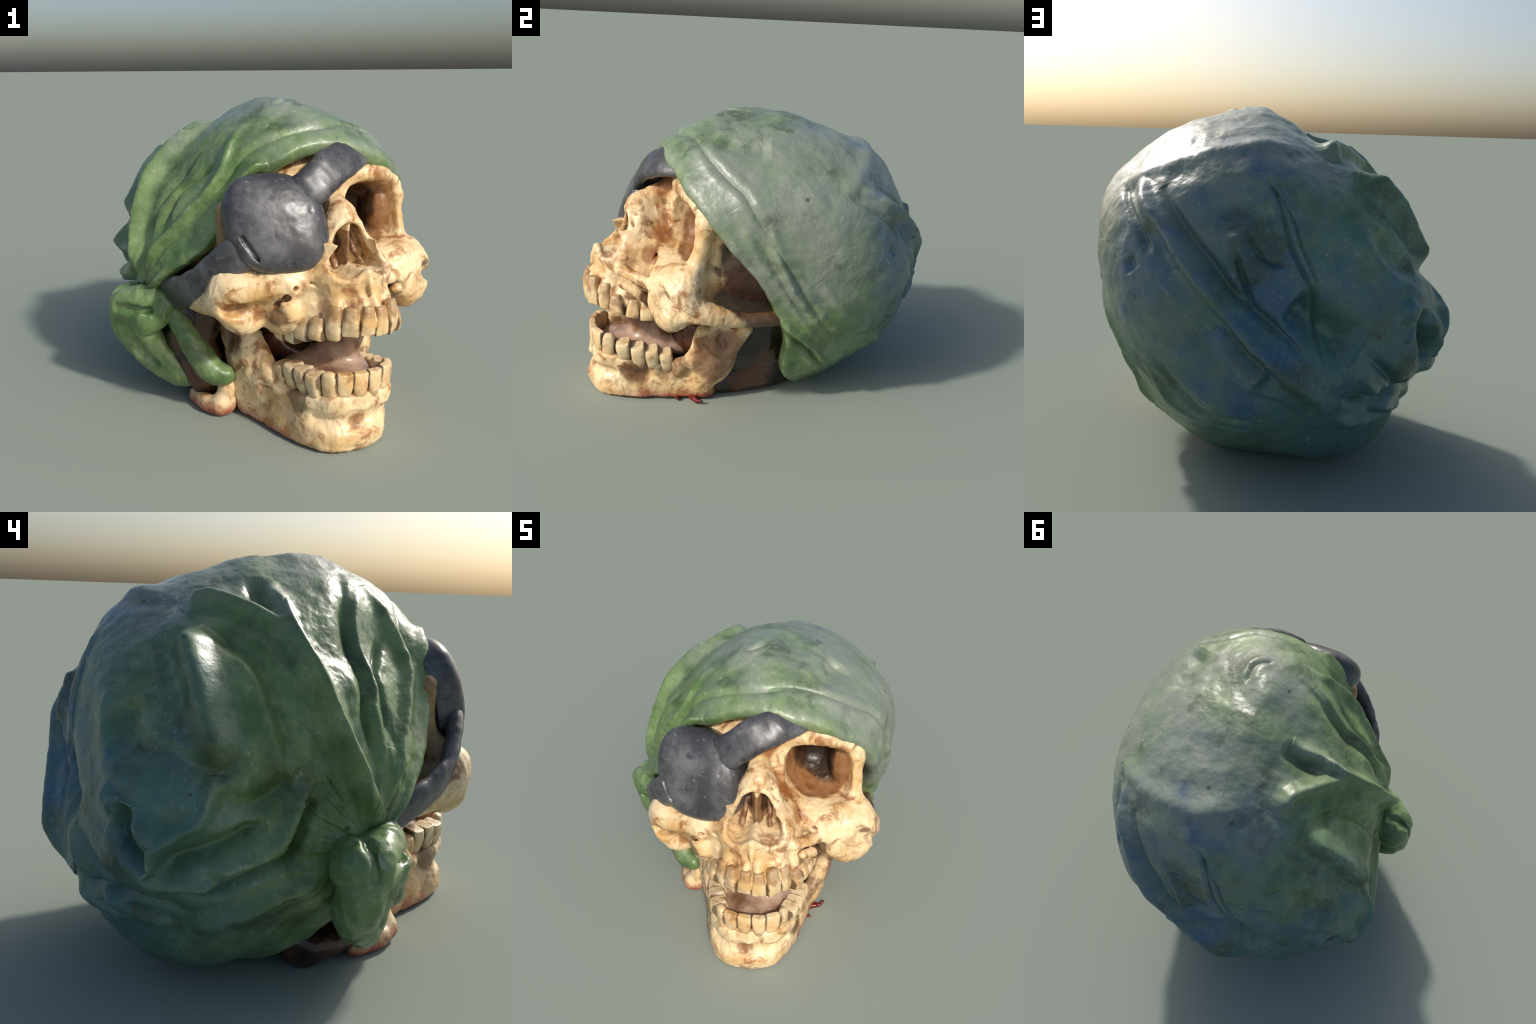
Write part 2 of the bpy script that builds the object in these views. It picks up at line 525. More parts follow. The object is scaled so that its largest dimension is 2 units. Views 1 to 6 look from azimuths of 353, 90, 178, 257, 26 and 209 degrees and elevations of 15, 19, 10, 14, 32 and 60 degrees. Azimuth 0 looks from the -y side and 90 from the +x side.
# fold curves on the scarf: (kind, half width, height, [(azimuth, elevation), ...])
FOLDS = [
    ('ridge', .055, .085, [(266, 74), (271, 62), (273, 50), (277, 40), (281, 29), (285, 18), (289, 8), (293, -1), (298, -9)]),
    ('ridge', .060, .065, [(222, 53), (231, 59), (251, 57), (266, 52), (276, 48)]),
    ('valley', .050, .040, [(236, 47), (248, 44), (257, 40), (262, 34), (265, 26), (268, 17), (270, 8)]),
    ('ridge', .075, .075, [(230, 45), (237, 38), (242, 30), (245, 22), (248, 16), (252, 10)]),
    ('valley', .070, .025, [(224, 45), (230, 34), (239, 23), (245, 12)]),
    ('valley', .045, .050, [(252, 76), (260, 66), (271, 58)]),
    ('step', .050, .020, [(345, 66), (325, 61), (314, 55), (308, 46), (305, 37), (302, 29), (299, 22), (299, 14), (298, 2)]),
    ('valley', .030, .035, [(335, 62), (320, 58), (311, 52), (308, 45), (305, 36), (302, 29), (299, 24), (299, 14), (299, 4)]),
    ('ridge', .040, .040, [(345, 59), (338, 51), (336, 42), (331, 33), (322, 25), (315, 17), (306, 7), (300, -5)]),
    ('valley', .025, .025, [(332, 46), (319, 40), (311, 34), (308, 24), (304, 12)]),
    # pocket and gathered cloth above the knot
    ('valley', .042, .095, [(231, 0), (230, -5), (233, -11), (236, -14)]),
    ('ridge', .032, .060, [(249, 7), (248, -1), (244, -4), (240, -7), (237, -11), (234, -16)]),
    ('valley', .045, .075, [(238, -13), (243, -11), (251, -9), (262, -6)]),
    ('ridge', .035, .035, [(233, -18), (243, -17), (251, -19)]),
    ('ridge', .045, .040, [(249, -15), (256, -14), (266, -12), (271, -5), (273, 5)]),
    ('valley', .030, .060, [(239, -20), (248, -21), (259, -19), (269, -17), (273, -9), (278, 4)]),
    ('ridge', .050, .040, [(240, -33), (251, -31), (260, -28), (270, -25), (282, -24)]),
    ('ridge', .035, .030, [(205, -12), (213, -20), (220, -27), (231, -31), (240, -33)]),
    ('valley', .025, .030, [(210, -10), (219, -17), (226, -23), (234, -25), (244, -28)]),
    # back of the head
    ('ridge', .042, .066, [(128, 39), (138, 31), (149, 24), (159, 15), (166, 8), (173, 0), (178, -6), (185, -12), (193, -19), (202, -26)]),
    ('valley', .026, .036, [(144, 35), (155, 25), (165, 16), (172, 8), (180, 1), (188, -6), (197, -15)]),
    ('valley', .022, .020, [(121, 35), (131, 29), (141, 22), (148, 15)]),
    ('valley', .100, .105, [(189, 5), (198, -3), (207, -11)]),
    ('ridge', .060, .050, [(168, -2), (175, -10), (182, -17)]),
    ('ridge', .065, .045, [(221, 3), (231, -3), (241, -9)]),
    ('valley', .055, .045, [(247, 4), (256, -1), (264, 2), (270, 8)]),
    ('valley', .050, .028, [(235, 13), (244, 9), (253, 6)]),
    ('valley', .085, .035, [(55, 51), (65, 52), (75, 54), (85, 55)]),
    ('ridge', .040, .026, [(87, 24), (92, 14), (99, -1), (108, -12)]),
    ('valley', .050, .025, [(214, 38), (222, 33), (230, 25)]),
    ('ridge', .050, .038, [(172, 25), (175, 17), (179, 9)]),
    ('step', .040, .016, [(150, 10), (156, 4), (162, -3), (167, -10), (172, -16), (178, -20), (186, -22), (192, -27)]),
    ('crease', .010, .016, [(178, 42), (184, 37), (187, 28), (189, 20), (192, 14), (196, 6), (198, -4), (199, -16)]),
    ('crease', .008, .012, [(184, 37), (190, 28), (192, 21), (195, 14), (198, 7)]),
    ('crease', .014, .030, [(173, 18), (174, 14), (176, 8), (178, 3)]),
    ('crease', .012, .014, [(176, 25), (178, 20), (182, 16), (188, 15)]),
    ('ridge', .070, .030, [(213, 26), (215, 18), (219, 11), (226, 6), (236, 2)]),
    ('valley', .060, .020, [(222, 24), (226, 16), (232, 9)]),
    ('ridge', .110, .030, [(226, -3), (232, -6)]),
    ('valley', .030, .050, [(204, -22), (212, -24), (222, -24), (230, -22)]),
    ('ridge', .030, .030, [(202, -28), (215, -31), (232, -30)]),
    ('valley', .025, .018, [(147, -15), (155, -24), (165, -32), (179, -31)]),
    ('ridge', .028, .016, [(140, -18), (150, -30), (163, -38), (180, -38)]),
    ('ridge', .060, .020, [(120, 36), (132, 40), (147, 46), (175, 53), (200, 58)]),
    # left side
    ('crease', .014, .012, [(20, 49), (40, 50), (57, 44), (69, 38), (78, 33), (85, 24), (95, 11), (103, -2), (115, -19), (135, -33)]),
    ('ridge', .035, .020, [(75, 28), (85, 13), (94, 0), (103, -14), (118, -32)]),
    ('ridge', .040, .018, [(108, 3), (118, -8), (128, -16), (140, -24)]),
    ('valley', .050, .018, [(120, 34), (138, 30), (149, 22), (156, 12)]),
    ('ridge', .030, .028, [(94, -16), (107, -26), (125, -42)]),
    ('crease', .014, .024, [(96, -22), (110, -33), (127, -47)]),
    ('valley', .030, .020, [(139, 14), (142, 10)]),
    # front band, standing off the head where it passes the patch
    ('ridge', .050, .050, [(358, 38), (351, 36), (346, 33), (342, 27), (338, 20)]),
    ('crease', .016, .014, [(40, 50), (29, 49), (13, 49), (357, 47), (346, 43), (340, 37), (332, 30), (322, 20)]),
    ('crease', .012, .014, [(10, 67), (25, 70), (40, 77)]),
]


def seg_dist(U, S):
    """distance from unit directions to a polyline of unit directions, signed side, position along it"""
    best = np.full(len(U), 9.0)
    side = np.zeros(len(U))
    along = np.zeros(len(U))
    n = len(S) - 1
    for i in range(n):
        v = S[i + 1] - S[i]
        q = U - S[i]
        t = np.clip(q @ v / (v @ v), 0, 1)
        d = np.linalg.norm(q - t[:, None] * v, axis=1)
        b = d < best
        best[b] = d[b]
        nrm = np.cross(S[i], v)
        side[b] = (q[b] @ nrm) / np.linalg.norm(nrm)
        along[b] = (i + t[b]) / n
    return best, side, along


KNOT_DIR = direction(np.array(296.), np.array(-16.))


def scarf_height(U):
    h = np.zeros(len(U))
    up, down = np.zeros(len(U)), np.zeros(len(U))      # overlapping folds do not pile up
    for kind, w, amp, pts in FOLDS:
        S = direction(*np.array(pts, float).T)
        S = spline(S, 4)
        S /= np.linalg.norm(S, axis=1)[:, None]
        c = S.mean(0)
        c /= np.linalg.norm(c)
        reach = (S @ c).min()
        lim = math.cos(min(math.acos(np.clip(reach, -1, 1)) + 4 * w + .05, math.pi))
        m = np.where(U @ c > lim)[0]
        d, s, t = seg_dist(U[m], S)
        taper = np.clip(np.minimum(t, 1 - t) / .18, 0, 1)
        taper = taper * taper * (3 - 2 * taper) * .85 + .15 * (np.minimum(t, 1 - t) > 0)
        if kind == 'ridge':
            p = np.exp(-(d / w) ** 2)
        elif kind == 'valley':
            p = -np.exp(-(d / w) ** 2)
        elif kind == 'crease':
            p = -np.exp(-d / w) + .45 * np.exp(-((d - 3 * w) / (2 * w)) ** 2)
        else:
            p = np.tanh(s / (w * .3)) * np.exp(-(d / (1.6 * w)) ** 2)
        v = amp * taper * p
        if kind == 'ridge':
            up[m] = np.sqrt(up[m] ** 4 + v ** 4 + 1e-16) ** .5
        elif kind == 'valley':
            down[m] = np.sqrt(down[m] ** 4 + v ** 4 + 1e-16) ** .5
        else:
            h[m] += v
    h += up - down
    # pulled wrinkles running into the knot
    k = KNOT_DIR
    e1 = np.cross(k, [0, 0, 1.0])
    e1 /= np.linalg.norm(e1)
    e2 = np.cross(k, e1)
    ang = np.arctan2(U @ e2, U @ e1)
    dist = np.arccos(np.clip(U @ k, -1, 1))
    P = np.stack([np.cos(ang) * 3.4, np.sin(ang) * 3.4, dist * 1.3], 1)
    h += .012 * fbm(P, 1.6, 2) * np.clip(1.5 - dist, .15, 1) * np.clip(dist / .3, 0, 1)
    gather = np.clip((1.0 - dist) / .6, 0, 1) * np.clip(dist / .3, 0, 1)
    h += .030 * (.22 - np.abs(fbm(P + 40, 1.15, 2))) * gather
    # rope-like gathers along the nape, running round towards the knot
    nape = np.exp(-((U[:, 2] + .52 - .10 * np.sin(2 * ang)) / .20) ** 2) * (U[:, 1] > -.4)
    h += .024 * (.20 - np.abs(perlin(np.stack([ang * .8, U[:, 2] * 9 + U[:, 0] * 2.5, dist], 1)))) * nape
    h += .008 * fbm(U, 5.5, 2)
    h += .012 * fbm(U, 3.0, 3) + .003 * fbm(U, 16, 3)
    return h


# lower edge of the scarf, all round the face and under the nape
HEM = [(54, 30), (46, 35), (36, 38), (25, 41), (14, 41), (1, 38), (352, 36), (347, 31), (341, 20), (335, 11), (327, 5),
       (318, -1), (307, -9), (300, -20), (296, -36), (284, -52), (262, -64), (225, -72), (180, -74), (140, -70), (112, -62), (97, -47), (97, -28),
       (91, -12), (84, 3), (75, 13), (66, 22)]


def build_scarf():
    pole = direction(np.array(200.), np.array(18.))
    H = spline(np.vstack([direction(*np.array(HEM, float).T), direction(*np.array(HEM[:1], float).T)]), 10)
    H /= np.linalg.norm(H, axis=1)[:, None]
    seglen = np.linalg.norm(np.diff(H, axis=0), axis=1)
    cum = np.concatenate([[0], np.cumsum(seglen)])
    nt, ns = 1100, 430
    t = np.linspace(0, cum[-1], nt, endpoint=False)
    hem = np.stack([np.interp(t, cum, H[:, i]) for i in range(3)], 1)
    hem += .006 * np.stack([fbm(hem + 5 * i, 9, 3) for i in range(3)], 1)
    hem /= np.linalg.norm(hem, axis=1)[:, None]
    ang = np.arccos(np.clip(hem @ pole, -1, 1))
    tang = hem - (hem @ pole)[:, None] * pole
    tang /= np.linalg.norm(tang, axis=1)[:, None]
    s = np.linspace(0, 1, ns)
    s[0] = 2e-5
    A = s[:, None] * ang[None]
    U = (np.cos(A)[..., None] * pole + np.sin(A)[..., None] * tang[None]).reshape(-1, 3)
    r = ring_radius(U) + scarf_height(U)
    edge = ((1 - s[:, None]) * ang[None]).ravel()          # angular distance to the hem
    r += .012 * np.exp(-((edge - .05) / .05) ** 2)
    thick = .035
    r -= .03 * np.clip(1 - edge / .03, 0, 1) ** 2
    V = [HUB + pole * (ring_radius(pole[None])[0] + scarf_height(pole[None])[0])]
    V = np.vstack([V, HUB + U * r[:, None]])
    last = r.reshape(ns, nt)[-1]
    Ul = U.reshape(ns, nt, 3)[-1]
    under = []
    for c, back in ((.012, -.004), (.03, .0), (.06, .02), (.10, .06), (.14, .12)):
        A2 = ang - back
        U2 = np.cos(A2)[:, None] * pole + np.sin(A2)[:, None] * tang
        under.append(HUB + U2 * (last - c)[:, None])
    V = np.vstack([V] + under)
    nr = ns + len(under)
    i = np.arange(nr - 1)[:, None] * nt + 1
    j = np.arange(nt)[None]
    j2 = (j + 1) % nt
    Q = np.stack([i + j, i + nt + j, i + nt + j2, i + j2], -1).reshape(-1, 4)
    cap = np.stack([np.zeros(nt, int), 1 + np.arange(nt), 1 + (np.arange(nt) + 1) % nt], 1)
    cap = np.hstack([cap, cap[:, 2:]])
    V[:, 2] = np.maximum(V[:, 2], .004)
    return V, Q, cap


V, Q, cap = build_scarf()
me = bpy.data.meshes.new("head_scarf")
me.from_pydata([], [], [])
# outward orientation check, then assemble quads plus the small triangle fan at the crown
n0 = np.cross(V[Q[0, 2]] - V[Q[0, 0]], V[Q[0, 3]] - V[Q[0, 1]])
if n0 @ (V[Q[0, 0]] - HUB) < 0:
    Q = Q[:, ::-1]
bpy.data.meshes.remove(me)
scarf = add_object("head_scarf", build_mesh("head_scarf", V, Q, cloth_mat))

# ------------------------------------------------------------------ skull (cranium, cheekbones, upper jaw)
sk = Solid((-.72, -.20, .36), (.72, 1.12, 1.46), .0062)
# brain case, forehead, temples
sk.add(ball((-.02, -.05, .86), (.52, .60, .60)), 0)
sk.add(ball((.03, .24, 1.12), (.45, .335, .38)), .06)
sk.add(ball((.33, .18, .86), (.215, .36, .31)), .05, both=True)
sk.add(ball((-.44, .38, 1.00), (.11, .16, .17)), .05)
# brow ridges and outer rims of the eye sockets
sk.add(rod([(0, .515, 1.245, .055), (.10, .505, 1.255, .052), (.22, .525, 1.27, .054), (.36, .515, 1.262, .057), (.475, .465, 1.195, .054), (.505, .455, 1.12, .048)]), .045)
sk.add(rod([(0, .515, 1.245, .055), (-.18, .51, 1.25, .055), (-.34, .44, 1.18, .055), (-.44, .40, 1.12, .05)]), .05)
sk.add(rod([(.50, .47, 1.13, .048), (.495, .48, 1.0, .048), (.50, .515, .90, .052), (.525, .555, .82, .055)]), .03, both=True)
sk.add(rod([(.47, .505, .865, .048), (.32, .525, .85, .052), (.20, .56, .865, .052), (.14, .53, .97, .04), (.11, .50, 1.13, .045)]), .045, both=True)


def maxilla(a, f, z):
    """tapering arch that carries the upper teeth, fluted by their roots"""
    u = np.clip((z - .66) / .24, 0, 1)
    sa = .275 - .06 * u
    sf = .44 - .13 * u
    A = np.abs(a)
    th = np.arctan2((f - .60) / sf, A / sa)
    g = np.where(f > .60, np.sqrt((a / sa) ** 2 + ((f - .60) / sf) ** 2), A / sa)
    d = (g - 1) * .27
    d = d - .012 * np.cos(th * 13 + .5 * np.sin(9 * z)) * np.clip(1 - np.abs(z - .73) / .11, 0, 1)
    d = np.maximum(d, np.maximum(.622 - .26 * (1 - f) - z, z - 1.0))
    return np.maximum(d, .25 - f)


sk.add((maxilla, np.array([-.32, .2, .42]), np.array([.32, 1.08, 1.05])), .05)
# nose: bridge, side walls standing proud of the face, floor
sk.add(rod([(0, .52, 1.21, .055), (0, .62, 1.18, .052), (0, .735, 1.125, .055)]), .05)
sk.add(ball((0, .66, .98), (.10, .14, .17)), .04)
sk.add(rod([(.02, .735, 1.10, .05), (.07, .735, 1.04, .048), (.095, .745, .97, .05), (.135, .80, .895, .052), (.145, .85, .845, .054), (.08, .895, .825, .054), (0, .91, .83, .052)]), .045, both=True)
# cheekbones: plate from the lower socket rim out to the corner, then swept back as the arch
sk.add(rod([(.22, .76, .82, .07), (.32, .735, .81, .075), (.44, .675, .785, .08), (.55, .63, .785, .07), (.58, .57, .755, .055)]), .06, flip=True)
sk.add(rod([(.20, .60, .845, .055), (.28, .625, .815, .065), (.36, .65, .755, .08), (.41, .665, .68, .08), (.46, .64, .62, .06)]), .05)
sk.add(rod([(.34, .635, .80, .065), (.45, .645, .80, .075), (.54, .605, .785, .07)]), .06)
sk.add(ball((.40, .56, .78), (.16, .11, .11)), .05, both=True)
sk.add(ball((.47, .59, .73), (.14, .11, .15)), .08, both=True)
sk.add(rod([(.55, .56, .85, .05), (.578, .585, .77, .055), (.56, .62, .68, .066), (.50, .645, .615, .062), (.44, .64, .605, .05)]), .04, both=True)
sk.add(rod([(.575, .56, .71, .075), (.60, .46, .675, .062), (.605, .36, .645, .048), (.595, .24, .622, .038), (.565, .08, .605, .042)]), .04, both=True)
sk.add(ball((.30, .64, .66), (.10, .17, .13)), .05, flip=True)
sk.add(ball((.25, .53, .66), (.09, .15, .13)), .05)
# stretched strands between upper jaw and cheek
sk.add(rod([(.20, .86, .80, .03), (.27, .80, .79, .032), (.33, .71, .74, .032), (.335, .66, .66, .03), (.28, .66, .60, .03)]), .02)
sk.add(rod([(.25, .86, .74, .025), (.295, .79, .71, .027), (.30, .73, .65, .026), (.25, .72, .60, .025)]), .015)
sk.add(rod([(.31, .80, .80, .035), (.335, .78, .73, .03), (.30, .78, .66, .028)]), .02, flip=True)
sk.add(rod([(.36, .74, .76, .03), (.36, .70, .69, .028), (.31, .69, .64, .026)]), .015, flip=True)


def squarish(c, r, p):
    """rounded-square hollow (superellipsoid)"""
    def fn(a, f, z):
        g = (np.abs((a - c[0]) / r[0]) ** p + np.abs((z - c[2] - .12 * (c[0] - a)) / r[2]) ** p) ** (1 / p)
        k = np.sqrt(np.maximum(g, 0) ** 2 + np.where(f < c[1], (f - c[1]) / r[1], 0) ** 2)
        return (k - 1) * min(r)
    c_, r_ = np.array(c), np.array(r)
    return fn, c_ - r_ * 1.1, c_ + np.array([r[0] * 1.1, .3, r[2] * 1.2])


def nose_hole(a, f, z):
    """upside-down heart: two lobes at the floor, narrowing to the bridge"""
    A = np.abs(a)
    w = np.interp(z, [.84, .86, .885, .92, .96, 1.0, 1.04, 1.07, 1.09], [.075, .13, .148, .140, .118, .098, .078, .055, -.01]).astype(np.float32)
    d = (A - w) * .8
    d = np.maximum(d, .848 + .035 * np.exp(-(a / .035) ** 2) - z)
    back = .70 + .10 * np.exp(-(a / .03) ** 2)
    return np.maximum(d, (back - f) * .9)


# hollows
sk.cut(squarish((.303, .53, 1.055), (.180, .19, .158), 2.7), .022)
sk.cut(ball((.28, .42, 1.06), (.11, .12, .10)), .03)
sk.add(ball((.44, .385, 1.05), (.085, .095, .15)), .03)
sk.cut((nose_hole, np.array([-.16, .68, .83]), np.array([.16, 1.05, 1.10])), .012)
sk.cut(rod([(.555, .70, .765, .034), (.60, .655, .715, .03), (.645, .56, .665, .02)]), .03)
sk.cut(rod([(.46, .735, .70, .03), (.58, .66, .695, .03)]), .03, flip=True)
sk.cut(rod([(.335, .80, .76, .018), (.355, .74, .71, .018)]), .015, both=True)
sk.cut(ball((.37, .90, .66), (.06, .09, .06)), .03, both=True)
sk.cut(ball((0, .70, .56), (.19, .27, .09), ('a', -14)), .03)
# crisp lip round the nose opening, spine below it, ribs inside it
sk.add(rod([(.0, .795, 1.098, .013), (.06, .79, 1.07, .014), (.096, .785, 1.01, .014), (.128, .80, .945, .015), (.158, .85, .885, .016), (.146, .905, .843, .017), (.08, .945, .836, .018), (.03, .958, .862, .018), (.0, .962, .876, .02)]), .014, both=True)
sk.add(rod([(0, .96, .87, .022), (0, .985, .835, .017), (0, .995, .79, .012)]), .02)
sk.add(rod([(.055, .72, .99, .014), (.065, .74, .93, .016), (.075, .80, .88, .018)]), .015, both=True)
# seams and holes in the bone
for seam in ([(.085, .79, 1.09), (.10, .775, 1.03), (.125, .745, .96)], [(.20, .66, .89), (.25, .70, .84), (.27, .73, .80)], [(.50, .56, .88), (.46, .60, .86), (.44, .63, .82)],
             [(.03, .81, 1.15), (.06, .78, 1.12), (.085, .76, 1.08)], [(-.24, .80, .84), (-.20, .86, .80), (-.21, .89, .74)]):
    sk.cut(rod([(*p, .0085) for p in seam]), .008)
for hole in ((.30, .715, .80), (-.30, .82, .80), (.17, .93, .78), (-.12, .985, .76)):
    sk.cut(ball(hole, (.016, .03, .013)), .012)
V, Q = sk.mesh()
V = relax(V, Q, 1)
N = normals(V, Q)
face = np.clip((V[:, 1] - .2) / .2, 0, 1)
V = V + N * (.006 * fbm(V, 14, 3) - .008 * np.abs(fbm(V * np.array([1, 1, .6]), 15, 2)) * face)[:, None]
N = normals(V, Q)
A = np.abs(V[:, 0])
region = np.zeros(len(V), int)
region[(V[:, 2] < .93) & (V[:, 1] > .40) & (A < .34)] = 1
region[(V[:, 2] < .88) & (A >= .34) & (V[:, 0] > 0) & (V[:, 1] > .05)] = 2
region[(V[:, 2] < .88) & (A >= .34) & (V[:, 0] < 0) & (V[:, 1] > .05)] = 3
rot = np.stack([LAT, FWD, [0, 0, 1]])
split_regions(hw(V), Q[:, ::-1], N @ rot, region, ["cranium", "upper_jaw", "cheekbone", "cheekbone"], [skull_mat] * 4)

# ------------------------------------------------------------------ lower jaw
jw = Solid((-.50, .10, -.02), (.50, 1.12, .60), .006)


def jaw_lean(z):
    """the lower jaw leans towards the skull's right the further down it goes"""
    return .055 * np.clip(1 - z / .5, 0, 1)


def jaw_wall(low, high, thick, z0, z1, fall):
    """upright wall that follows a half arch, leaning from the low to the high outline"""
    lo_, hi_ = spline(low, 5), spline(high, 5)

    def fn(a, f, z):
        u = np.clip((z - z0) / (z1 - z0), 0, 1)
        best = None
        for i in range(len(lo_) - 1):
            sa = lo_[i, 0] + (hi_[i, 0] - lo_[i, 0]) * u
            sf = lo_[i, 1] + (hi_[i, 1] - lo_[i, 1]) * u
            va = lo_[i + 1, 0] + (hi_[i + 1, 0] - lo_[i + 1, 0]) * u - sa
            vf = lo_[i + 1, 1] + (hi_[i + 1, 1] - lo_[i + 1, 1]) * u - sf
            t = np.clip(((a - sa) * va + (f - sf) * vf) / (va * va + vf * vf + 1e-9), 0, 1)
            d = np.sqrt((a - sa - t * va) ** 2 + (f - sf - t * vf) ** 2)
            best = d if best is None else np.minimum(best, d)
        d = best - thick
        e = np.maximum(z0 - z, z - z1 + fall * (.95 - f))
        return np.minimum(np.maximum(d, e), 0) + np.sqrt(np.maximum(d, 0) ** 2 + np.maximum(e, 0) ** 2) - .02
    P = np.vstack([lo_, hi_])
    m = thick + .02
    return fn, np.array([*(P.min(0) - m), z0 - .02]), np.array([*(P.max(0) + m), z1 + .02])


LOW = [(0, .965), (.10, .945), (.175, .86), (.22, .73), (.265, .55), (.295, .38)]
HIGH = [(0, .965), (.10, .95), (.172, .89), (.20, .78), (.22, .64), (.28, .47)]
jw.add(jaw_wall(LOW, HIGH, .035, .03, .27, .24), 0)
jw.add(jaw_wall(LOW, HIGH, .035, .03, .27, .15), 0, flip=True)
jw.add(rod([(0, .965, .08, .055), (.10, .945, .075, .055), (.165, .86, .07, .045)]), .05, both=True)
jw.add(rod([(0, .975, .245, .046), (.10, .96, .245, .046), (.172, .90, .235, .044), (.205, .79, .215, .04), (.225, .65, .19, .04)]), .03, both=True)
# upright branches: front edge, hinge knob, plate between
jw.add(rod([(.31, .42, .08, .06), (.345, .39, .22, .05), (.37, .36, .38, .045), (.38, .33, .52, .045)]), .05, both=True)
jw.add(rod([(.25, .60, .20, .045), (.31, .52, .24, .045), (.35, .465, .33, .042), (.38, .445, .48, .035)]), .05, both=True)
jw.add(rod([(.33, .34, .20, .05), (.37, .25, .38, .045), (.39, .20, .48, .05)]), .05, both=True)
jw.add(ball((.355, .36, .30), (.045, .13, .19)), .05, both=True)
jw.add(rod([(.335, .47, .45, .04), (.305, .55, .33, .045), (.26, .66, .22, .05)]), .05, flip=True)
jw.add(ball((.30, .43, .25), (.05, .16, .16)), .05, flip=True)
jw.cut(rod([(0, 1.035, .16, .034), (.12, 1.01, .165, .032), (.21, .92, .17, .026)]), .04, both=True)
jw.cut(rod([(.27, .88, .185, .025), (.30, .74, .18, .04), (.32, .62, .19, .035)]), .04, both=True)
jw.cut(ball((.43, .32, .44), (.05, .05, .10)), .03, both=True)
V, Q = jw.mesh()
V = relax(V, Q, 1)
N = normals(V, Q)
th = np.arctan2(V[:, 1] - .55, np.abs(V[:, 0]))
ribs = np.cos(th * 15) * np.clip(1 - np.abs(V[:, 2] - .21) / .09, 0, 1) * (V[:, 1] > .5)
V = V + N * (.008 * ribs + .007 * fbm(V, 11, 3) - .008 * np.abs(fbm(V, 16, 2)))[:, None]
V[:, 2] = np.maximum(V[:, 2], .002)
V[:, 0] -= jaw_lean(V[:, 2])
add_object("lower_jaw", build_mesh("lower_jaw", hw(V), Q[:, ::-1], jaw_mat))


# ------------------------------------------------------------------ teeth
def tooth_mesh(name, widths, depths, heights, square):
    """loft of rounded-square sections from root to biting edge (unit height, biting edge at z=0, root upwards)"""
    nt = 28
    t = np.linspace(0, 2 * math.pi, nt, endpoint=False)
    ct, st = np.cos(t), np.sin(t)
    rx = np.sign(ct) * np.abs(ct) ** square
    ry = np.sign(st) * np.abs(st) ** square
    prof = spline(np.stack([widths, depths, heights], 1), 4)
    V = [np.stack([rx * w, ry * d, np.full(nt, h)], 1) for w, d, h in prof]
    V = [np.array([[0, 0, prof[0, 2]]])] + V + [np.array([[0, 0, prof[-1, 2]]])]
    m = len(prof)
    V = np.vstack(V)
    Q = []
    for i in range(m - 1):
        for j in range(nt):
            j2 = (j + 1) % nt
            Q.append((1 + i * nt + j, 1 + i * nt + j2, 1 + (i + 1) * nt + j2, 1 + (i + 1) * nt + j))
    for j in range(0, nt, 2):
        a, b, c = j, (j + 1) % nt, (j + 2) % nt
        Q.append((0, 1 + c, 1 + b, 1 + a))
        o = 1 + (m - 1) * nt
        Q.append((len(V) - 1, o + a, o + b, o + c))
    V += np.stack([.05 * fbm(V + s, 1.7, 3) for s in (0, 9, 21)], 1)
    return build_mesh(name, V, np.array(Q), tooth_mat)


TOOTH = [
    tooth_mesh("incisor", [.30, .46, .50, .44, .36, .30], [.12, .20, .28, .34, .32, .22], [0, .04, .35, .75, 1.1, 1.5], .62),
    tooth_mesh("canine", [.16, .34, .48, .44, .38, .30], [.14, .26, .34, .38, .34, .24], [-.05, .04, .35, .75, 1.1, 1.5], .72),
    tooth_mesh("molar", [.34, .46, .52, .46, .40, .32], [.32, .46, .52, .48, .42, .30], [0, .05, .35, .7, 1.0, 1.3], .6)]


def place_teeth(arch, z, height, up, side, pitch, count, lean, slope):
    S = spline(arch, 10)
    if side < 0:
        S = S * np.array([-1, 1])
    elif not up:      # the left lower row stands further in
        S = S * np.array([.88, 1])
    c = np.concatenate([[0], np.cumsum(np.linalg.norm(np.diff(S, axis=0), axis=1))])
    pos = pitch * .5
    for i in range(count):
        kind = 0 if i < 2 else 1 if i == 2 else 2
        p = np.array([np.interp(pos, c, S[:, 0]), np.interp(pos, c, S[:, 1])])
        q = np.array([np.interp(pos + .01, c, S[:, 0]), np.interp(pos + .01, c, S[:, 1])]) - p
        q /= np.linalg.norm(q)
        out = np.array([-q[1], q[0]]) * (1 if side > 0 else -1)
        if out @ (p - np.array([0, .5])) < 0:
            out = -out
        w = pitch * rng.uniform(1.04, 1.16)
        ex = q[0] * LAT + q[1] * FWD
        eo = out[0] * LAT + out[1] * FWD
        ez = np.array([0, 0, 1.0 if up else -1.0])
        ez = ez - lean * eo + rng.normal(0, .09) * ex + rng.normal(0, .05) * eo
        ez /= np.linalg.norm(ez)
        hh = height * rng.uniform(.88, 1.12) * (1 if kind < 2 else .88)
        dep = w * (1.0 if kind < 2 else 1.15)
        M = np.eye(4)
        M[:3, 0], M[:3, 1], M[:3, 2] = ex * w, eo * dep, ez * hh
        if np.linalg.det(M[:3, :3]) < 0:
            M[:3, 0] *= -1
        M[:3, 3] = hw(np.array([p[0] - (0 if up else jaw_lean(z)), p[1], z - slope * (1.0 - p[1]) + rng.normal(0, .007)]))
        ob = add_object("tooth", TOOTH[kind])
        import mathutils
        ob.matrix_world = mathutils.Matrix(M.tolist())
        pos += pitch


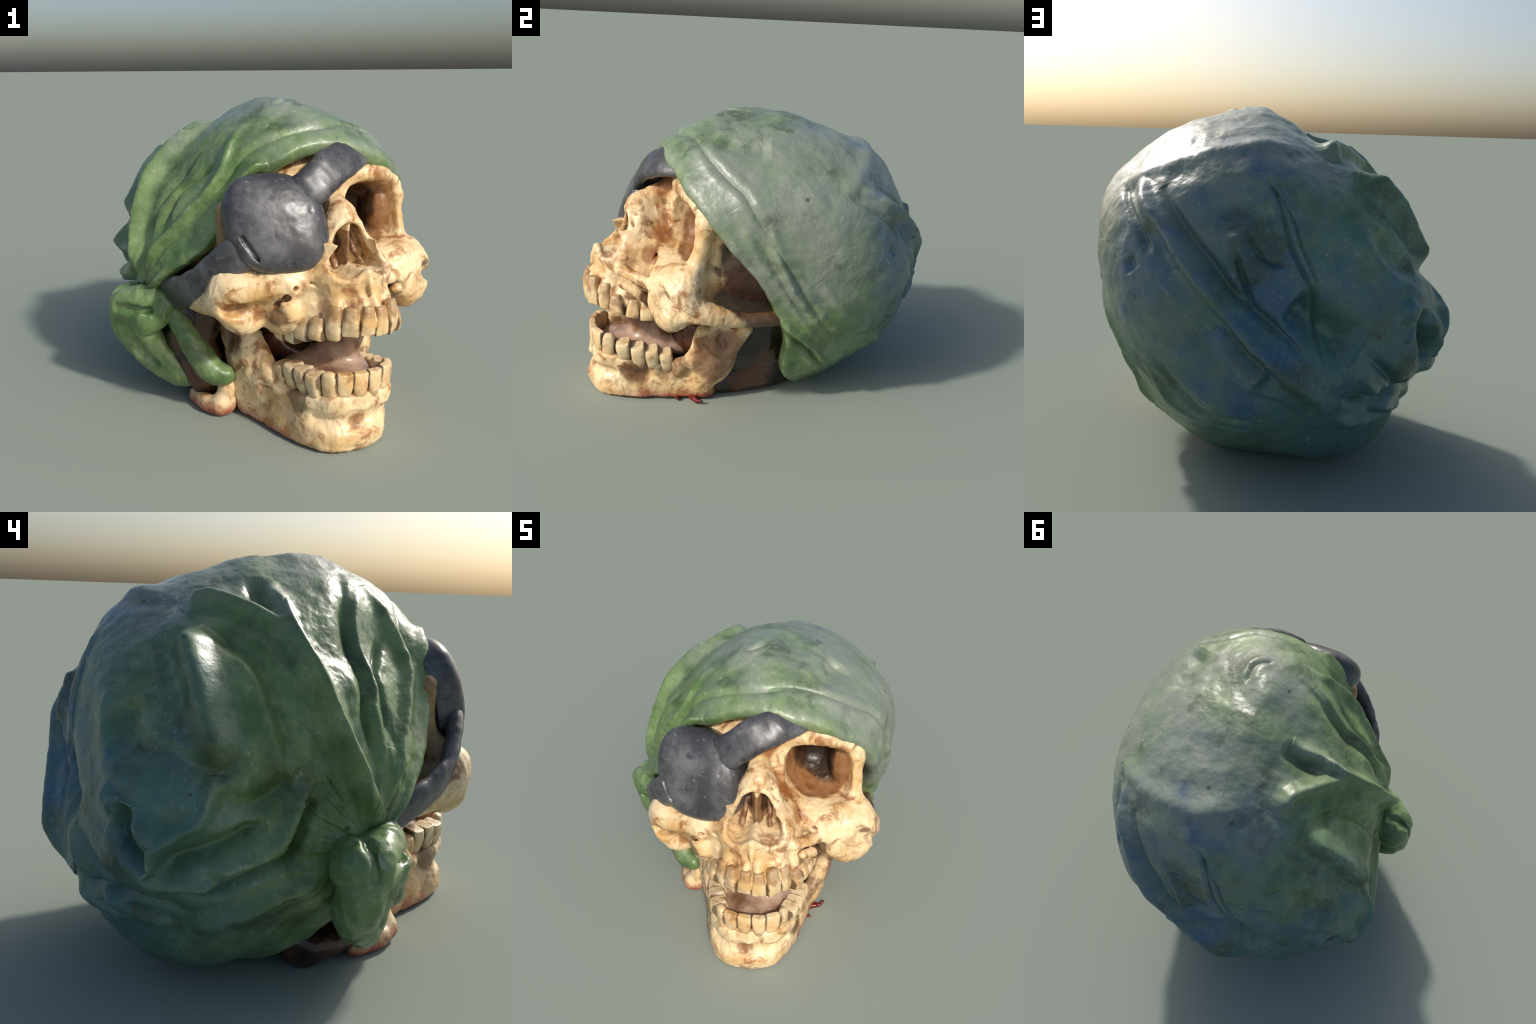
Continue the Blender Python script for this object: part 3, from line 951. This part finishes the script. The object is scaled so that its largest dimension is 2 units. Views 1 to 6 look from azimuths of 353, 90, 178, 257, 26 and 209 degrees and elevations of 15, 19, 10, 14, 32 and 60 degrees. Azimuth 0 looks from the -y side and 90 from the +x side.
UPPER = [(0, 1.028), (.09, 1.01), (.165, .94), (.212, .86), (.24, .77), (.262, .67), (.27, .57)]
LOWER = [(0, 1.005), (.09, .995), (.165, .96), (.205, .89), (.232, .80), (.25, .70), (.265, .58)]
for sd in (1, -1):
    place_teeth(UPPER, .585, .10, True, sd, .078, 7, .12, .24)
    place_teeth(LOWER, .41, .125, False, sd, .078, 7, .28, .27 if sd > 0 else .11)

# ------------------------------------------------------------------ mouth interior
tg = Solid((-.40, .10, .05), (.40, 1.05, .72), .010)
tg.add(ball((-.02, .72, .295), (.22, .27, .07)), 0)
tg.add(ball((-.02, .52, .28), (.20, .26, .09)), .05)
tg.add(rod([(.03, .66, .36, .11), (.05, .74, .43, .06), (.06, .77, .50, .055), (.06, .76, .60, .10)]), .06)
V, Q = tg.mesh()
V = relax(V, Q, 2)
V = V + normals(V, Q) * (.008 * fbm(V, 9, 3))[:, None]
add_object("tongue", build_mesh("tongue", hw(V), Q[:, ::-1], tongue_mat))

cv = Solid((-.76, -.6, -.02), (.62, .75, .75), .012)
cv.add(ball((0, .02, .42), (.40, .48, .42)), 0)
cv.add(ball((0, .25, .40), (.32, .36, .30)), .1)
cv.add(ball((.02, .45, .50), (.25, .30, .11)), .05)
cv.add(ball((-.06, .0, .12), (.34, .42, .13)), .08)
cv.add(rod([(.20, .36, .06, .07), (.21, .12, .06, .075), (.17, -.06, .06, .075)]), .05)
cv.add(ball((.22, .24, .36), (.12, .14, .20)), .06)
cv.add(rod([(.33, .05, .52, .11), (.29, .08, .35, .09), (.18, .10, .12, .10)]), .06)
cv.add(rod([(-.50, .20, .55, .10), (-.53, .18, .36, .10), (-.48, .16, .14, .12), (-.50, -.08, .10, .11)]), .06)
cv.add(rod([(-.60, .10, .52, .10), (-.60, .14, .36, .10), (-.54, .2, .2, .09)]), .05)
cv.cut(ball((0, .62, .46), (.22, .25, .10)), .05)
V, Q = cv.mesh()
V = relax(V, Q, 2)
V = V + normals(V, Q) * (.018 * fbm(V, 7, 4))[:, None]
V[:, 2] = np.maximum(V[:, 2], .003)
add_object("skull_base", build_mesh("skull_base", hw(V), Q[:, ::-1], dark_mat))

rg = Solid((-.75, .0, -.02), (-.3, .55, .3), .008)
rg.add(rod([(-.50, .36, .05, .055), (-.54, .28, .04, .05), (-.55, .16, .04, .05)]), 0)
rg.add(rod([(-.47, .36, .06, .06), (-.45, .36, .16, .05)]), .03)
V, Q = rg.mesh()
V = V + normals(V, Q) * (.008 * fbm(V, 12, 3))[:, None]
V[:, 2] = np.maximum(V[:, 2], .002)
add_object("neck_stump", build_mesh("neck_stump", hw(V), Q[:, ::-1], jaw_mat))

# ------------------------------------------------------------------ eye patch and its straps
pt = Solid((-.68, .28, .76), (.02, .84, 1.42), .0065)


def patch_pad(a, f, z):
    """domed oval pad lying on a tilted plane over the right eye socket"""
    n = np.array([-.31, 1, .44])
    n /= np.linalg.norm(n)
    u = np.array([1, .31, 0]) / math.hypot(1, .31)
    v = np.cross(u, n)
    q = (a + .332, f - .70, z - 1.10)
    U = sum(q[i] * u[i] for i in range(3))
    W = sum(q[i] * v[i] for i in range(3))
    H = sum(q[i] * n[i] for i in range(3))
    rho = (np.abs(U + .15 * W) / .245) ** 2.5 + (np.abs(W) / .245) ** 2.5
    rho = rho ** (1 / 2.5)
    side = (rho - 1) * .23
    top_ = H - .052 * (1 - np.minimum(rho, 1.2) ** 2.8)
    k = .045
    h = np.clip(.5 + .5 * (side - top_) / k, 0, 1)
    d = top_ + (side - top_) * h + k * h * (1 - h)
    return np.maximum(d, -H - .13)


pt.add((patch_pad, np.array([-.66, .4, .78]), np.array([.02, .82, 1.40])), 0)
pt.cut(rod([(-.51, .69, 1.04, .010), (-.485, .73, .985, .012), (-.44, .74, .93, .010)]), .01)
pt.cut(rod([(-.17, .755, 1.22, .010), (-.19, .765, 1.15, .008)]), .01)
V, Q = pt.mesh()
V = relax(V, Q, 1)
V = V + normals(V, Q) * (.007 * fbm(V, 5, 4))[:, None]
add_object("eye_patch", build_mesh("eye_patch", hw(V), Q[:, ::-1], patch_mat))


def strap(path, half, thick, wob):
    """flat band with rounded rims swept along (a, f, z) points, facing away from the skull's axis"""
    S = spline(path, 12)
    n, m = len(S), 24
    T = np.gradient(S, axis=0)
    T /= np.linalg.norm(T, axis=1)[:, None]
    O = S - np.array([0, .05, .95])
    O -= (O * T).sum(1)[:, None] * T
    O /= np.linalg.norm(O, axis=1)[:, None]
    B = np.cross(T, O)
    t = np.linspace(0, 2 * math.pi, m, endpoint=False)
    cx = np.sign(np.cos(t)) * np.abs(np.cos(t)) ** .7 * half
    cy = np.sign(np.sin(t)) * np.abs(np.sin(t)) ** .8 * thick
    V = (S[:, None] + B[:, None] * cx[None, :, None] + O[:, None] * cy[None, :, None]).reshape(-1, 3)
    i = np.arange(n - 1)[:, None] * m
    j = np.arange(m)[None]
    Q = np.stack([i + j, i + (j + 1) % m, i + m + (j + 1) % m, i + m + j], -1).reshape(-1, 4)
    N = normals(V, Q)
    if (N * (V - np.repeat(S, m, 0))).sum() < 0:
        Q = Q[:, ::-1]
        N = -N
    V = V + N * (wob * fbm(V, 10, 3))[:, None]
    add_object("patch_strap", build_mesh("patch_strap", hw(V), Q[:, ::-1], patch_mat))


strap([(-.24, .66, 1.19), (-.15, .69, 1.245), (-.04, .665, 1.318), (.06, .63, 1.36), (.14, .58, 1.38), (.22, .49, 1.39)], .094, .034, .010)
strap([(-.42, .67, 1.0), (-.51, .645, .95), (-.585, .57, .86), (-.64, .47, .77), (-.67, .34, .71), (-.68, .20, .655), (-.68, .05, .61)], .088, .034, .012)

# ------------------------------------------------------------------ knot and hanging tails
kn = Solid((-1.0, -.25, .05), (-.40, .50, .75), .0085)
kn.add(ball((-.84, -.06, .55), (.11, .15, .11)), 0)
kn.add(ball((-.79, .03, .53), (.10, .13, .12)), .03)
kn.add(rod([(-.72, .12, .62, .05), (-.79, .06, .61, .07), (-.87, -.03, .57, .07), (-.90, -.10, .49, .06)]), .025)
kn.add(rod([(-.70, .14, .58, .05), (-.74, .14, .52, .055), (-.80, .11, .47, .05)]), .025)
kn.add(rod([(-.76, -.12, .60, .05), (-.82, -.12, .58, .055), (-.88, -.10, .53, .05)]), .025)
kn.cut(rod([(-.94, .0, .56, .018), (-.88, .07, .56, .022), (-.80, .13, .56, .02)]), .03)
kn.cut(rod([(-.80, -.06, .67, .016), (-.88, -.09, .62, .02), (-.94, -.10, .55, .016)]), .03)
V, Q = kn.mesh()
V = V + normals(V, Q) * (.010 * fbm(V, 7, 3) + .016 * (.2 - np.abs(fbm(V * np.array([1.3, 1.3, .5]), 9, 2))))[:, None]
add_object("scarf_knot", build_mesh("scarf_knot", hw(V), Q[:, ::-1], cloth_mat))

ta = Solid((-1.05, -.3, .05), (-.40, .50, .75), .0085)
ta.add(rod([(-.85, -.10, .54, .085), (-.86, -.10, .45, .092), (-.81, -.07, .34, .088), (-.73, .03, .23, .072), (-.65, .12, .15, .05)]), 0)
ta.add(rod([(-.80, .04, .56, .065), (-.80, .05, .45, .066), (-.75, .07, .35, .062), (-.68, .13, .25, .055), (-.61, .18, .16, .042)]), .06)
ta.cut(rod([(-.90, .01, .42, .014), (-.84, .03, .33, .020), (-.76, .10, .24, .016)]), .04)
V, Q = ta.mesh()
V = V + normals(V, Q) * (.010 * fbm(V, 7, 3) + .016 * (.2 - np.abs(fbm(V * np.array([1.3, 1.3, .5]), 9, 2))))[:, None]
add_object("scarf_tail", build_mesh("scarf_tail", hw(V), Q[:, ::-1], cloth_mat))

tb = Solid((-.9, -.1, .1), (-.35, .60, .7), .0085)
tb.add(rod([(-.67, .12, .55, .055), (-.625, .20, .45, .065), (-.575, .275, .33, .072), (-.535, .34, .25, .068), (-.48, .375, .23, .055)]), 0)
V, Q = tb.mesh()
V = V + normals(V, Q) * (.008 * fbm(V, 7, 3) + .012 * (.2 - np.abs(fbm(V * np.array([1.3, 1.3, .5]), 9, 2))))[:, None]
add_object("scarf_tail", build_mesh("scarf_tail", hw(V), Q[:, ::-1], cloth_mat))

# ------------------------------------------------------------------ ragged scrap of red paint at the jaw's foot


def scrap_material():
    k = Nodes("red_paint")
    col = k.mix(k.noise(20, 4), srgb(120, 24, 18), srgb(70, 14, 14))
    return k.done(col, .25, .5, .2)


dr = Solid((.15, .30, -.03), (.45, .62, .10), .004)
dr.add(rod([(.20, .50, .012, .022), (.26, .475, .014, .020), (.31, .462, .012, .015), (.335, .455, .016, .010), (.352, .44, .028, .007)]), 0)
dr.add(rod([(.22, .56, .010, .018), (.255, .555, .012, .014), (.275, .56, .014, .008)]), .015)
V, Q = dr.mesh()
V = V + normals(V, Q) * (.005 * fbm(V, 40, 2))[:, None]
V[:, 2] = np.maximum(V[:, 2], .001)
add_object("paint_drip", build_mesh("paint_drip", hw(V), Q[:, ::-1], scrap_material()))
